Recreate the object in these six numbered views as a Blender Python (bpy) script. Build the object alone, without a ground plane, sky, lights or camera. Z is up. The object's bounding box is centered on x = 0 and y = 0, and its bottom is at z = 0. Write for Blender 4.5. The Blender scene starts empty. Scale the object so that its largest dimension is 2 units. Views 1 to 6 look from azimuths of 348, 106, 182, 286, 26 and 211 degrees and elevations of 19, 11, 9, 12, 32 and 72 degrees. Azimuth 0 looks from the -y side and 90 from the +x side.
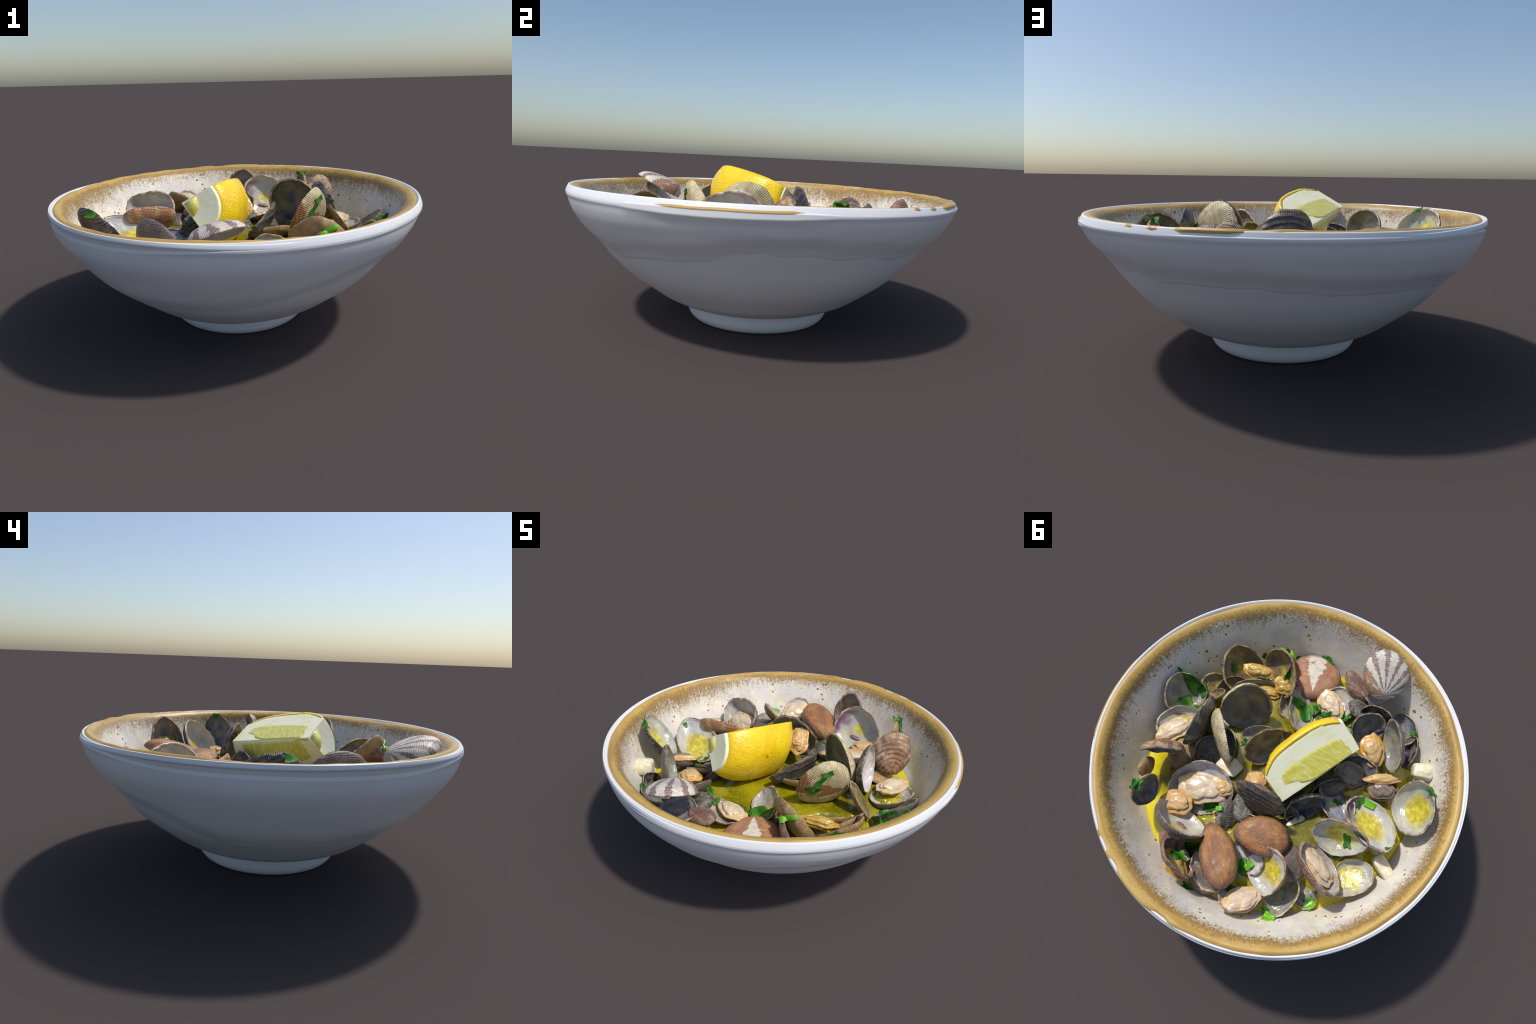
# A white footed bowl with a speckled, gold-banded inside, full of steamed
# clams in yellow broth, with parsley, garlic and a wedge of lemon.
import bpy, bmesh, math, random
from mathutils import Vector, Matrix, noise
from mathutils.bvhtree import BVHTree

random.seed(11)
TAU = 2 * math.pi


# ---------------------------------------------------------------- helpers
def lin(r, g, b):
    f = lambda c: (c / 255 / 12.92) if c <= 10 else ((c / 255 + 0.055) / 1.055) ** 2.4
    return (f(r), f(g), f(b), 1.0)


def smooth(a, b, x):
    t = max(0.0, min(1.0, (x - a) / (b - a)))
    return t * t * (3 - 2 * t)


def interp(x, pts):
    if x <= pts[0][0]:
        return pts[0][1]
    for (x0, y0), (x1, y1) in zip(pts, pts[1:]):
        if x <= x1:
            return y0 + (y1 - y0) * (x - x0) / (x1 - x0)
    return pts[-1][1]


def curve(pts, n):
    """Catmull-Rom through the points, n samples per span."""
    out = []
    P = [Vector(p) for p in pts]
    for i in range(len(P) - 1):
        p0, p1, p2, p3 = P[max(i - 1, 0)], P[i], P[i + 1], P[min(i + 2, len(P) - 1)]
        for k in range(n):
            t = k / n
            out.append(0.5 * ((2 * p1) + (p2 - p0) * t + (2 * p0 - 5 * p1 + 4 * p2 - p3) * t * t
                              + (3 * p1 - p0 - 3 * p2 + p3) * t ** 3))
    out.append(P[-1])
    return out


def nz(x, y, z, s=1.0):
    return noise.noise(Vector((x * s, y * s, z * s)))


def make_mesh(name, verts, faces, mats, slots=None, flat=False):
    me = bpy.data.meshes.new(name)
    me.from_pydata([tuple(v) for v in verts], [], faces)
    for m in mats:
        me.materials.append(m)
    if slots:
        me.polygons.foreach_set("material_index", slots)
    if not flat:
        me.polygons.foreach_set("use_smooth", [True] * len(me.polygons))
    me.update()
    return me


def new_obj(name, data, parent=None):
    o = bpy.data.objects.new(name, data)
    bpy.context.scene.collection.objects.link(o)
    if parent is not None:
        o.parent = parent
    return o


def top(o, label, category):
    o["label"] = label
    o["category"] = category
    return o


def recalc(me):
    bm = bmesh.new()
    bm.from_mesh(me)
    bmesh.ops.recalc_face_normals(bm, faces=bm.faces)
    bm.to_mesh(me)
    bm.free()


# ---------------------------------------------------------------- shader kit
class Mat:
    def __init__(self, name, rough=0.5, coat=0.0, spec=0.5):
        self.m = bpy.data.materials.new(name)
        self.m.use_nodes = True
        self.t = self.m.node_tree
        self.bsdf = self.t.nodes["Principled BSDF"]
        self.bsdf.inputs["Roughness"].default_value = rough
        self.bsdf.inputs["Specular IOR Level"].default_value = spec
        self.bsdf.inputs["Coat Weight"].default_value = coat
        self.bsdf.inputs["Coat Roughness"].default_value = 0.2
        self.co = self.t.nodes.new("ShaderNodeTexCoord").outputs["Object"]

    def put(self, sock, v):
        if isinstance(v, bpy.types.NodeSocket):
            self.t.links.new(v, sock)
        elif v is not None:
            if sock.type == "RGBA" and len(v) == 3:
                v = (*v, 1)
            sock.default_value = v

    def math(self, op, a, b=None, c=None, clamp=False):
        n = self.t.nodes.new("ShaderNodeMath")
        n.operation = op
        n.use_clamp = clamp
        for s, v in zip(n.inputs, (a, b, c)):
            self.put(s, v)
        return n.outputs[0]

    def vec(self, scale=(1, 1, 1), loc=(0, 0, 0)):
        n = self.t.nodes.new("ShaderNodeMapping")
        n.inputs["Scale"].default_value = scale
        n.inputs["Location"].default_value = loc
        self.t.links.new(self.co, n.inputs["Vector"])
        return n.outputs[0]

    def xyz(self):
        n = self.t.nodes.new("ShaderNodeSeparateXYZ")
        self.t.links.new(self.co, n.inputs[0])
        return n.outputs[0], n.outputs[1], n.outputs[2]

    def join(self, x, y, z):
        n = self.t.nodes.new("ShaderNodeCombineXYZ")
        for s, v in zip(n.inputs, (x, y, z)):
            self.put(s, v)
        return n.outputs[0]

    def noise(self, scale, detail=4, vec=None, rough=0.55, dist=0.0):
        n = self.t.nodes.new("ShaderNodeTexNoise")
        n.inputs["Scale"].default_value = scale
        n.inputs["Detail"].default_value = detail
        n.inputs["Roughness"].default_value = rough
        n.inputs["Distortion"].default_value = dist
        self.t.links.new(vec if vec is not None else self.co, n.inputs["Vector"])
        return n.outputs["Fac"]

    def voronoi(self, scale, vec=None, feature="F1"):
        n = self.t.nodes.new("ShaderNodeTexVoronoi")
        n.inputs["Scale"].default_value = scale
        n.feature = feature
        self.t.links.new(vec if vec is not None else self.co, n.inputs["Vector"])
        return n.outputs["Distance"]

    def step(self, v, lo, hi, a=0.0, b=1.0):
        n = self.t.nodes.new("ShaderNodeMapRange")
        n.interpolation_type = "SMOOTHSTEP"
        for s, x in zip(n.inputs, (v, lo, hi, a, b)):
            self.put(s, x)
        return n.outputs[0]

    def mix(self, f, a, b, mode="MIX"):
        n = self.t.nodes.new("ShaderNodeMix")
        n.data_type = "RGBA"
        n.blend_type = mode
        self.put(n.inputs[0], f)
        self.put(n.inputs[6], a)
        self.put(n.inputs[7], b)
        return n.outputs[2]

    def bump(self, h, strength=0.3, dist=0.01):
        n = self.t.nodes.new("ShaderNodeBump")
        n.inputs["Strength"].default_value = strength
        n.inputs["Distance"].default_value = dist
        self.t.links.new(h, n.inputs["Height"])
        self.t.links.new(n.outputs[0], self.bsdf.inputs["Normal"])

    def out(self, colour, rough=None):
        self.put(self.bsdf.inputs["Base Color"], colour)
        if rough is not None:
            self.put(self.bsdf.inputs["Roughness"], rough)
        return self.m


# ---------------------------------------------------------------- bowl materials
def mat_porcelain():
    m = Mat("white_porcelain", 0.38, spec=0.4)
    n = m.noise(3.0, 3)
    return m.out(m.mix(n, lin(222, 223, 226), lin(236, 236, 237)))


def mat_glaze():
    """Cream white speckled glaze, gold brown near and over the rim."""
    m = Mat("speckled_glaze", 0.42, spec=.35)
    x, y, z = m.xyz()
    r = m.math("SQRT", m.math("ADD", m.math("MULTIPLY", x, x), m.math("MULTIPLY", y, y)))
    ang = m.math("ARCTAN2", y, x)
    # streaks that run down the wall
    streak = m.noise(1.0, 6, m.join(m.math("MULTIPLY", ang, 58.0), m.math("MULTIPLY", r, 26.0), z), 0.7)
    fine = m.noise(100, 3)
    big = m.noise(6, 3)
    edge = m.math("ADD", r, m.math("MULTIPLY", m.math("SUBTRACT", streak, 0.5), 0.06))
    edge = m.math("ADD", edge, m.math("MULTIPLY", m.math("SUBTRACT", fine, 0.5), 0.06))
    edge = m.math("ADD", edge, m.math("MULTIPLY", m.math("SUBTRACT", big, 0.5), 0.035))
    gold_mask = m.step(edge, 0.880, 0.922)
    haze = m.step(edge, 0.845, 0.925)
    white = m.mix(m.step(m.noise(9, 5), 0.4, 0.65), lin(226, 220, 214), lin(242, 234, 218))
    white = m.mix(m.math("MULTIPLY", m.step(m.noise(14, 4, m.vec((1, 1, .7), (3, 1, 2))), .5, .7), .45), white, lin(214, 204, 146))
    white = m.mix(m.step(m.noise(30, 5), .60, .76, 0, .32), white, lin(190, 174, 130))
    white = m.mix(m.math("MULTIPLY", haze, m.step(fine, .28, .85)), white, lin(176, 150, 98))
    # brown iron specks
    v = m.math("ADD", m.voronoi(24), m.math("MULTIPLY", m.math("SUBTRACT", m.noise(48, 3), .5), .34))
    sp = m.math("MULTIPLY", m.step(v, 0.23, 0.13), m.step(m.noise(9, 2), .47, .56))
    white = m.mix(m.math("MULTIPLY", sp, .85), white, lin(98, 70, 36))
    gold = m.mix(m.noise(7, 5), lin(178, 144, 70), lin(206, 172, 102))
    band = m.noise(1.0, 3, m.join(m.math("MULTIPLY", ang, 2.2), m.math("MULTIPLY", r, 38), 0.0))
    gold = m.mix(m.step(band, .45, .75), gold, lin(166, 127, 60))
    # darker line where the rolled rim meets the wall
    crease = m.math("MULTIPLY", m.step(edge, .872, .900), m.step(edge, .945, .912))
    gold = m.mix(m.math("MULTIPLY", crease, .9), gold, lin(138, 106, 50))
    gold = m.mix(m.step(m.noise(60, 2), .68, .74, 0, .5), gold, lin(120, 84, 36))
    col = m.mix(gold_mask, white, gold)
    # outside of the inner shell is plain white below the rim
    m.bump(m.noise(26, 4), .25, .006)
    return m.out(col)


def mat_broth():
    m = Mat("yellow_broth", 0.12, coat=0.5)
    c = m.mix(m.step(m.noise(5, 4), .35, .65), lin(112, 106, 12), lin(158, 148, 18))  # olive darkened to carry the shade baked into the central pools
    x, y, z = m.xyz()
    r = m.math("SQRT", m.math("ADD", m.math("MULTIPLY", x, x), m.math("MULTIPLY", y, y)))
    r = m.math("ADD", r, m.math("MULTIPLY", m.math("SUBTRACT", m.noise(4, 3), .5), .3))
    c = m.mix(m.step(r, .58, .74), c, lin(224, 206, 14))  # sunlit edge of the pool painted as a brighter yellow ring
    c = m.mix(m.step(m.noise(70, 3), .54, .70, 0, .32), c, lin(206, 192, 60))
    c = m.mix(m.step(m.noise(9, 4, m.vec(loc=(4, 4, 4))), .58, .7, 0, .7), c, lin(92, 92, 14))
    m.bump(m.noise(60, 2), .12, .004)
    return m.out(c)


# ---------------------------------------------------------------- shell materials
def shell_coords(m):
    """Fan angle and distance from the beak, in the valve's unit space."""
    x, y, z = m.xyz()
    yy = m.math("ADD", y, 0.80)
    fan = m.math("ARCTAN2", x, yy)
    d = m.math("SQRT", m.math("ADD", m.math("MULTIPLY", x, x), m.math("MULTIPLY", yy, yy)))
    return x, y, z, fan, d


def mat_shell(name, base, second, streak, ring, ribs=46, rings=30, streak_amt=.5, ring_amt=.4, edge=None,
              sector=None, bands=0.0, rough=.5, ribw=.5, sthr=.36):
    m = Mat("shell_" + name, rough, coat=.05)
    x, y, z, fan, d = shell_coords(m)
    fanv = m.join(m.math("MULTIPLY", fan, 5.0), m.math("MULTIPLY", d, 1.1), m.math("MULTIPLY", z, .4))
    ringv = m.join(m.math("MULTIPLY", fan, .7), m.math("MULTIPLY", d, 7.0), 0.0)
    c = m.mix(m.step(m.noise(1.7, 4), .35, .65), base, second)
    # radial colour rays, broken along the growth lines
    ray = m.noise(1.0, 3, fanv, .5)
    brk = m.noise(1.0, 3, m.join(m.math("MULTIPLY", fan, 3.0), m.math("MULTIPLY", d, 8.0), 0.0), .6)
    rm = m.step(m.math("ADD", ray, m.math("MULTIPLY", m.math("SUBTRACT", brk, .5), .22)), .5, .58)
    if bands:
        w = m.math("SINE", m.math("MULTIPLY_ADD", fan, bands, 1.0))
        w = m.math("ADD", w, m.math("MULTIPLY", m.math("SUBTRACT", brk, .5), 4.2))
        w = m.math("ADD", w, m.math("MULTIPLY", m.math("SUBTRACT", ray, .5), 1.2))
        rm = m.step(w, .15, .5)
    c = m.mix(m.math("MULTIPLY", rm, streak_amt), c, streak)
    rg = m.step(m.noise(1.0, 4, ringv, .6), .5, .62)
    c = m.mix(m.math("MULTIPLY", rg, ring_amt), c, ring)
    if sector:
        a0, w, col = sector
        dd = m.math("ABSOLUTE", m.math("SUBTRACT", fan, a0))
        jag = m.math("MULTIPLY", m.math("SUBTRACT", m.noise(3.4, 6), .5), .95)
        patch = m.math("MULTIPLY", m.step(m.math("ADD", dd, jag), w, w - .06), m.step(m.noise(2.2, 4, m.vec((1, 1, 1), (2, 8, 5))), sthr, sthr + .08))
        c = m.mix(patch, c, col)
    if edge:
        rr = m.math("ADD", m.math("MULTIPLY", x, x), m.math("MULTIPLY", y, y))
        rr = m.math("ADD", rr, m.math("MULTIPLY", m.math("SUBTRACT", m.noise(4, 3), .5), .3))
        c = m.mix(m.step(rr, .55, .95, 0, .8), c, edge)
    blot = m.noise(4.5, 6, m.vec((1, 1, 1), (7, 3, 1)), .65)
    c = m.mix(m.step(blot, .5, .66, 0, .42), c, ring)
    c = m.mix(m.step(blot, .42, .28, 0, .40), c, lin(206, 190, 160))
    grain = m.noise(1.0, 3, m.join(m.math("MULTIPLY", fan, 60.0), m.math("MULTIPLY", d, 24.0), 0.0), .6)
    c = m.mix(m.step(grain, .56, .74, 0, .42), c, lin(224, 206, 182))
    c = m.mix(m.step(grain, .44, .28, 0, .35), c, ring)
    # fine ribs crossed by growth lines
    s1 = m.math("SINE", m.math("MULTIPLY", fan, ribs * 4.6))
    s2 = m.math("SINE", m.math("MULTIPLY", m.math("ADD", d, m.math("MULTIPLY", m.noise(3, 2), .10)), rings * 3.6))
    h = m.math("ADD", m.math("MULTIPLY", s1, ribw), m.math("MULTIPLY", s2, .6))
    c = m.mix(m.step(h, .1, -.9, 0, .30), c, m.mix(1.0, c, (.42, .38, .36), "MULTIPLY"))
    c = m.mix(m.step(h, .2, 1.0, 0, .26), c, lin(226, 210, 180))
    m.bump(h, .22, .03)
    return m.out(c)


def mat_inner(name, base, second, edge=None, edge_lo=.6, puddle=0.0, tint=None, tint_dir=(1, 0), rough=.22):
    m = Mat("shell_inside_" + name, rough, coat=.25)
    x, y, z = m.xyz()
    c = m.mix(m.step(m.noise(1.5, 3), .35, .65), base, second)
    c = m.mix(m.step(m.noise(1.3, 4, m.vec(loc=(5, 2, 1))), .50, .68, 0, .30), c, lin(206, 190, 120))
    c = m.mix(m.step(m.noise(1.2, 4, m.vec(loc=(1, 7, 3))), .52, .68, 0, .35), c, lin(142, 142, 178))
    c = m.mix(m.step(m.noise(2.6, 4, m.vec(loc=(9, 7, 3))), .58, .70, 0, .35), c, lin(112, 84, 104))
    rr = m.math("ADD", m.math("MULTIPLY", x, x), m.math("MULTIPLY", y, y))
    wob = m.math("MULTIPLY", m.math("SUBTRACT", m.noise(2.3, 4), .5), .5)
    if tint:
        side = m.math("ADD", m.math("MULTIPLY", x, tint_dir[0]), m.math("MULTIPLY", y, tint_dir[1]))
        c = m.mix(m.step(m.math("ADD", side, wob), .28, .75), c, tint)
    if edge:
        c = m.mix(m.step(m.math("ADD", rr, wob), edge_lo, edge_lo + .34), c, edge)
    if puddle:
        px = m.math("SUBTRACT", x, .05)
        py = m.math("MULTIPLY", m.math("ADD", y, .05), .8)
        pd = m.math("SQRT", m.math("ADD", m.math("MULTIPLY", px, px), m.math("MULTIPLY", py, py)))
        pd = m.math("ADD", pd, m.math("MULTIPLY", wob, .7))
        pd = m.math("ADD", pd, m.math("MULTIPLY", m.math("SUBTRACT", m.noise(5, 5, m.vec(loc=(3, 3, 3))), .5), .35))
        yel = m.mix(m.step(m.noise(4, 5), .35, .65), lin(226, 212, 48), lin(184, 162, 8))
        yel = m.mix(m.step(m.noise(7, 4, m.vec(loc=(8, 1, 4))), .56, .7, 0, .6), yel, lin(226, 224, 170))
        c = m.mix(m.step(pd, puddle + .08, puddle - .26, 0, .92), c, yel)
    arcs = m.math("SINE", m.math("MULTIPLY", rr, 22))
    m.bump(m.math("ADD", m.noise(3, 3), m.math("MULTIPLY", arcs, .06)), .2, .05)
    return m.out(c)


def mat_flesh(name, a, b, frill):
    m = Mat("clam_flesh_" + name, .28, coat=.4)
    m.bsdf.inputs["Subsurface Weight"].default_value = .12
    m.bsdf.inputs["Subsurface Radius"].default_value = (.02, .012, .006)
    c = m.mix(m.step(m.noise(1.6, 4), .38, .62), a, b)
    x, y, z = m.xyz()
    th = m.math("ARCTAN2", y, x)
    wave = m.math("MULTIPLY", m.math("SINE", m.math("MULTIPLY", th, 3.0)), .12)
    wob = m.math("ABSOLUTE", m.math("SUBTRACT", m.math("SUBTRACT", z, .12), wave))
    wob = m.math("ADD", wob, m.math("MULTIPLY", m.math("SUBTRACT", m.noise(1.6, 3), .42), .9))
    c = m.mix(m.step(wob, .30, .05, 0, .85), c, frill)
    c = m.mix(m.step(m.noise(5, 4, m.vec((1, 2.5, 1))), .58, .7, 0, .5), c, lin(240, 224, 196))
    m.bump(m.noise(4, 3), .15, .05)
    return m.out(c)


def mat_leaf():
    m = Mat("parsley_green", .55, coat=.05)
    g = m.mix(m.step(m.noise(16, 4), .35, .65), lin(26, 92, 18), lin(66, 142, 30))
    g = m.mix(m.step(m.noise(7, 3), .52, .68, 0, .8), g, lin(112, 166, 34))
    g = m.mix(m.step(m.noise(44, 2), .58, .7, 0, .5), g, lin(18, 62, 14))
    m.bump(m.noise(60, 3), .3, .004)
    m.out(g)
    t = m.t
    tr = t.nodes.new("ShaderNodeBsdfTranslucent")
    tr.inputs["Color"].default_value = lin(70, 140, 24)
    mx = t.nodes.new("ShaderNodeMixShader")
    mx.inputs[0].default_value = .18
    t.links.new(m.bsdf.outputs[0], mx.inputs[1])
    t.links.new(tr.outputs[0], mx.inputs[2])
    t.links.new(mx.outputs[0], t.nodes["Material Output"].inputs["Surface"])
    return m.m


def mat_stem():
    m = Mat("stem_green", .35, coat=.2)
    return m.out(m.mix(m.noise(20, 3), lin(84, 170, 20), lin(140, 200, 44)))


def mat_garlic():
    m = Mat("garlic_cream", .4, coat=.1)
    c = m.mix(m.step(m.noise(3, 4), .35, .65), lin(226, 218, 172), lin(240, 236, 214))
    c = m.mix(m.step(m.noise(6, 4), .58, .68, 0, .6), c, lin(214, 176, 92))
    return m.out(c)


def mat_rind():
    m = Mat("lemon_rind", .36, coat=.2)
    c = m.mix(m.step(m.noise(6, 4), .3, .7), lin(240, 194, 8), lin(252, 216, 24))
    c = m.mix(m.step(m.noise(70, 3), .5, .68, 0, .35), c, lin(255, 232, 80))
    c = m.mix(m.step(m.noise(24, 2), .69, .73, 0, .8), c, lin(140, 92, 20))
    m.bump(m.math("ADD", m.math("MULTIPLY", m.voronoi(120), -1.0), m.noise(26, 2)), .28, .006)
    return m.out(c)


def mat_pith():
    m = Mat("lemon_pith", .5)
    c = m.mix(m.noise(12, 5), lin(250, 246, 200), lin(255, 252, 226))  # cream warmed and brightened for sunlight on the cut face
    c = m.mix(m.step(m.noise(9, 5, m.vec((1, 2.5, 2.5))), .48, .72, 0, .6), c, lin(240, 234, 150))
    m.bump(m.noise(50, 4), .25, .005)
    return m.out(c)


def mat_pulp():
    m = Mat("lemon_pulp", .2, coat=.5)
    m.bsdf.inputs["Subsurface Weight"].default_value = .15
    m.bsdf.inputs["Subsurface Radius"].default_value = (.03, .02, .005)
    x, y, z = m.xyz()
    # juice sacs: long cells fanned from the core out to the rind
    cell = m.noise(1.0, 3, m.join(m.math("MULTIPLY_ADD", y, 26.0, m.math("MULTIPLY", x, 60.0)),
                                  m.math("MULTIPLY", y, 24.0), m.math("MULTIPLY", z, 24.0)), .5)
    c = m.mix(m.step(cell, .35, .65), lin(222, 212, 84), lin(236, 228, 122))
    c = m.mix(m.step(cell, .6, .72, 0, .6), c, lin(248, 244, 176))
    m.bump(cell, .4, .008)
    return m.out(c)


# ---------------------------------------------------------------- the bowl
BASE = [(.098, .37), (.103, .42), (.117, .462), (.15, .530), (.20, .600), (.28, .704), (.36, .784), (.44, .846),
        (.52, .902), (.60, .944), (.645, .972), (.67, .992)]
COLLAR = [(.18, .585), (.24, .668), (.28, .718), (.36, .798), (.44, .865), (.52, .925), (.58, .963), (.62, .981), (.650, .9905), (.664, .9975), (.674, .9988), (.680, .9955), (.686, .985)]
COLLAR = [(p.x, p.y) for p in curve([(z, r, 0) for z, r in COLLAR], 8)]
SKIRT_LOW = [(-180, .27), (-135, .285), (-92, .33), (-54, .45), (-28, .41), (20, .50), (90, .462), (125, .45), (163, .385), (180, .27)]


WALL = [(0, .15), (.30, .165), (.50, .20), (.66, .275), (.74, .345), (.780, .400), (.814, .465), (.857, .556), (.894, .642),
        (.905, .666), (.917, .684), (.932, .698), (.949, .708), (.966, .710), (.976, .701)]

WALL_SHIFT = [(-180, .020), (-120, .002), (-70, 0), (-35, -.010), (0, .008), (20, .021), (38, .018), (70, .002), (105, -.011),
              (125, -.006), (145, .012), (165, .021), (180, .020)]


def revolve(name, ring_fn, n_prof, n_az, mats, slot=None):
    verts, faces, slots = [], [], []
    for j in range(n_az):
        a = TAU * j / n_az
        verts.extend(ring_fn(a))
    for j in range(n_az):
        k = (j + 1) % n_az
        for i in range(n_prof - 1):
            faces.append((j * n_prof + i, k * n_prof + i, k * n_prof + i + 1, j * n_prof + i + 1))
            slots.append(slot(i) if slot else 0)
    me = make_mesh(name, verts, faces, mats, slots)
    bm = bmesh.new()
    bm.from_mesh(me)
    bmesh.ops.remove_doubles(bm, verts=bm.verts, dist=1e-5)
    bmesh.ops.recalc_face_normals(bm, faces=bm.faces)
    bm.to_mesh(me)
    bm.free()
    me.polygons.foreach_set("use_smooth", [True] * len(me.polygons))
    return me


def build_bowl():
    porcelain, glaze = mat_porcelain(), mat_glaze()
    root = top(bpy.data.objects.new("bowl", None), "White footed bowl with a gold banded speckled glaze inside", "bowl")
    bpy.context.scene.collection.objects.link(root)

    # white body: outside wall, thin upright lip, hidden inner wall
    outer = curve([(r, z, 0) for z, r in BASE] , 5)
    lip = curve([(.992, .668, 0), (.998, .674, 0), (.9965, .684, 0), (.9895, .700, 0), (.985, .7075, 0), (.979, .708, 0),
                 (.971, .700, 0), (.962, .680, 0)], 5)
    inner = [Vector((interp(z, BASE) - .006, z, 0)) for z in (.64, .58, .50, .42, .34, .26, .20, .16)]
    prof = outer[:-1] + lip + inner + [Vector((.36, .115, 0)), Vector((0, .11, 0))]
    prof = [Vector((0, .080, 0))] + prof

    def ring(a):
        out = []
        for p in prof:
            r, z = p.x, p.y
            up = smooth(.45, .68, z)
            z2 = z + (.004 * math.cos(a) - .003 * math.sin(a) - .005) * up
            if .655 < z < .697 and r > .985:
                z2 += .022 * smooth(.1, .95, -math.cos(a - .3))
            dx, dy = -.007 * (1 - smooth(.5, .66, z)), -.007 * (1 - smooth(.5, .66, z))
            wob = .0025 * nz(math.cos(a) * 2, math.sin(a) * 2, z * 4) * (1 - smooth(.62, .66, z))
            out.append(((r + wob) * math.cos(a) + dx, (r + wob) * math.sin(a) + dy, z2))
        return out
    new_obj("bowl_body", revolve("bowl_body", ring, len(prof), 200, [porcelain]), root)

    # foot ring
    foot = curve([(.30, .085, 0), (.30, .02, 0), (.306, .003, 0), (.318, 0, 0), (.340, 0, 0), (.358, .008, 0),
                  (.376, .03, 0), (.385, .06, 0), (.389, .122, 0)], 4)
    new_obj("foot_ring", revolve("foot_ring", lambda a: [(p.x * math.cos(a) - .007, p.x * math.sin(a) - .006, max(0, p.y)) for p in foot],
                                 len(foot), 160, [porcelain]), root)

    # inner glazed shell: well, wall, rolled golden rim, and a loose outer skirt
    wall = curve([(r, z, 0) for r, z in WALL], 4)

    def skirt_low(a):
        deg = math.degrees(math.atan2(math.sin(a), math.cos(a)))
        return (interp(deg, SKIRT_LOW) + .03 * nz(math.cos(a) * 1.7, math.sin(a) * 1.7, 3.1)
                + .012 * nz(math.cos(a) * 7, math.sin(a) * 7, 1.1))

    def ring2(a):
        ca, sa = math.cos(a), math.sin(a)
        out = []
        lobe = smooth(.895, .985, math.cos(a - .17) + .02 * nz(ca * 14, sa * 14, 8))
        over = smooth(.90, .985, math.cos(a - 1.25) + .03 * nz(ca * 12, sa * 12, 3))
        for p in wall:
            r, z = p.x, p.y
            rim = smooth(.86, .96, r)
            z += rim * (.007 * nz(ca * 2.3, sa * 2.3, .4) + .004 * nz(ca * 9, sa * 9, 2) - .003 * ca - .006)
            r += .006 * nz(ca * 3, sa * 3, z * 6) * smooth(.3, .7, r)
            r += rim * (.005 * ca - .004 * math.cos(a + .9))
            r += interp(math.degrees(math.atan2(sa, ca)), WALL_SHIFT) * smooth(.70, .80, p.x) * (1 - rim)
            lapped = over * smooth(.935, .971, p.x) * smooth(-.3, .1, nz(ca * 9, sa * 9, 2))
            r += lapped * .015
            z += lapped * .004
            out.append((r * ca, r * sa, z))
        for fr, fz, push in ((.974, .689, .020), (.975, .685, .0285), (.976, .680, .0285), (.976, .674, .024)):
            r = fr + push * lobe + .016 * over * smooth(-.3, .1, nz(ca * 9, sa * 9, 2))
            fz -= .006 * over
            out.append((r * ca, r * sa, fz + .002 * nz(ca * 9, sa * 9, 5)))
        zl = skirt_low(a)
        ztop = .685 - .040 * smooth(.35, .95, -math.cos(a - .3))
        for k in range(41):
            t = (k / 40) ** 1.6
            z = ztop + (zl - ztop) * t
            thick = smooth(0, .09, z - zl)
            r = interp(z, BASE) + (interp(z, COLLAR) - interp(z, BASE)) * (.15 + .85 * thick) + .003 * nz(ca * 3, sa * 3, z * 7)
            if k == 0:
                r = max(r, .974)
            r += lobe * .010 * smooth(.62, .664, z)
            r = min(r, .9988 + .004 * lobe)
            f = -.007 * (1 - smooth(.55, .66, z))
            out.append((r * ca + f, r * sa + f, z))
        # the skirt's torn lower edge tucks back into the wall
        r = interp(zl - .02, BASE) - .02
        out.append((r * ca - .007, r * sa - .007, zl - .025))
        return out
    n = len(ring2(0))
    skirt_from = len(wall) + 2
    me = revolve("glazed_lining", ring2, n, 240, [glaze, porcelain],
                 slot=lambda i: 1 if i >= skirt_from else 0)
    new_obj("glazed_lining", me, root)
    return root


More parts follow.
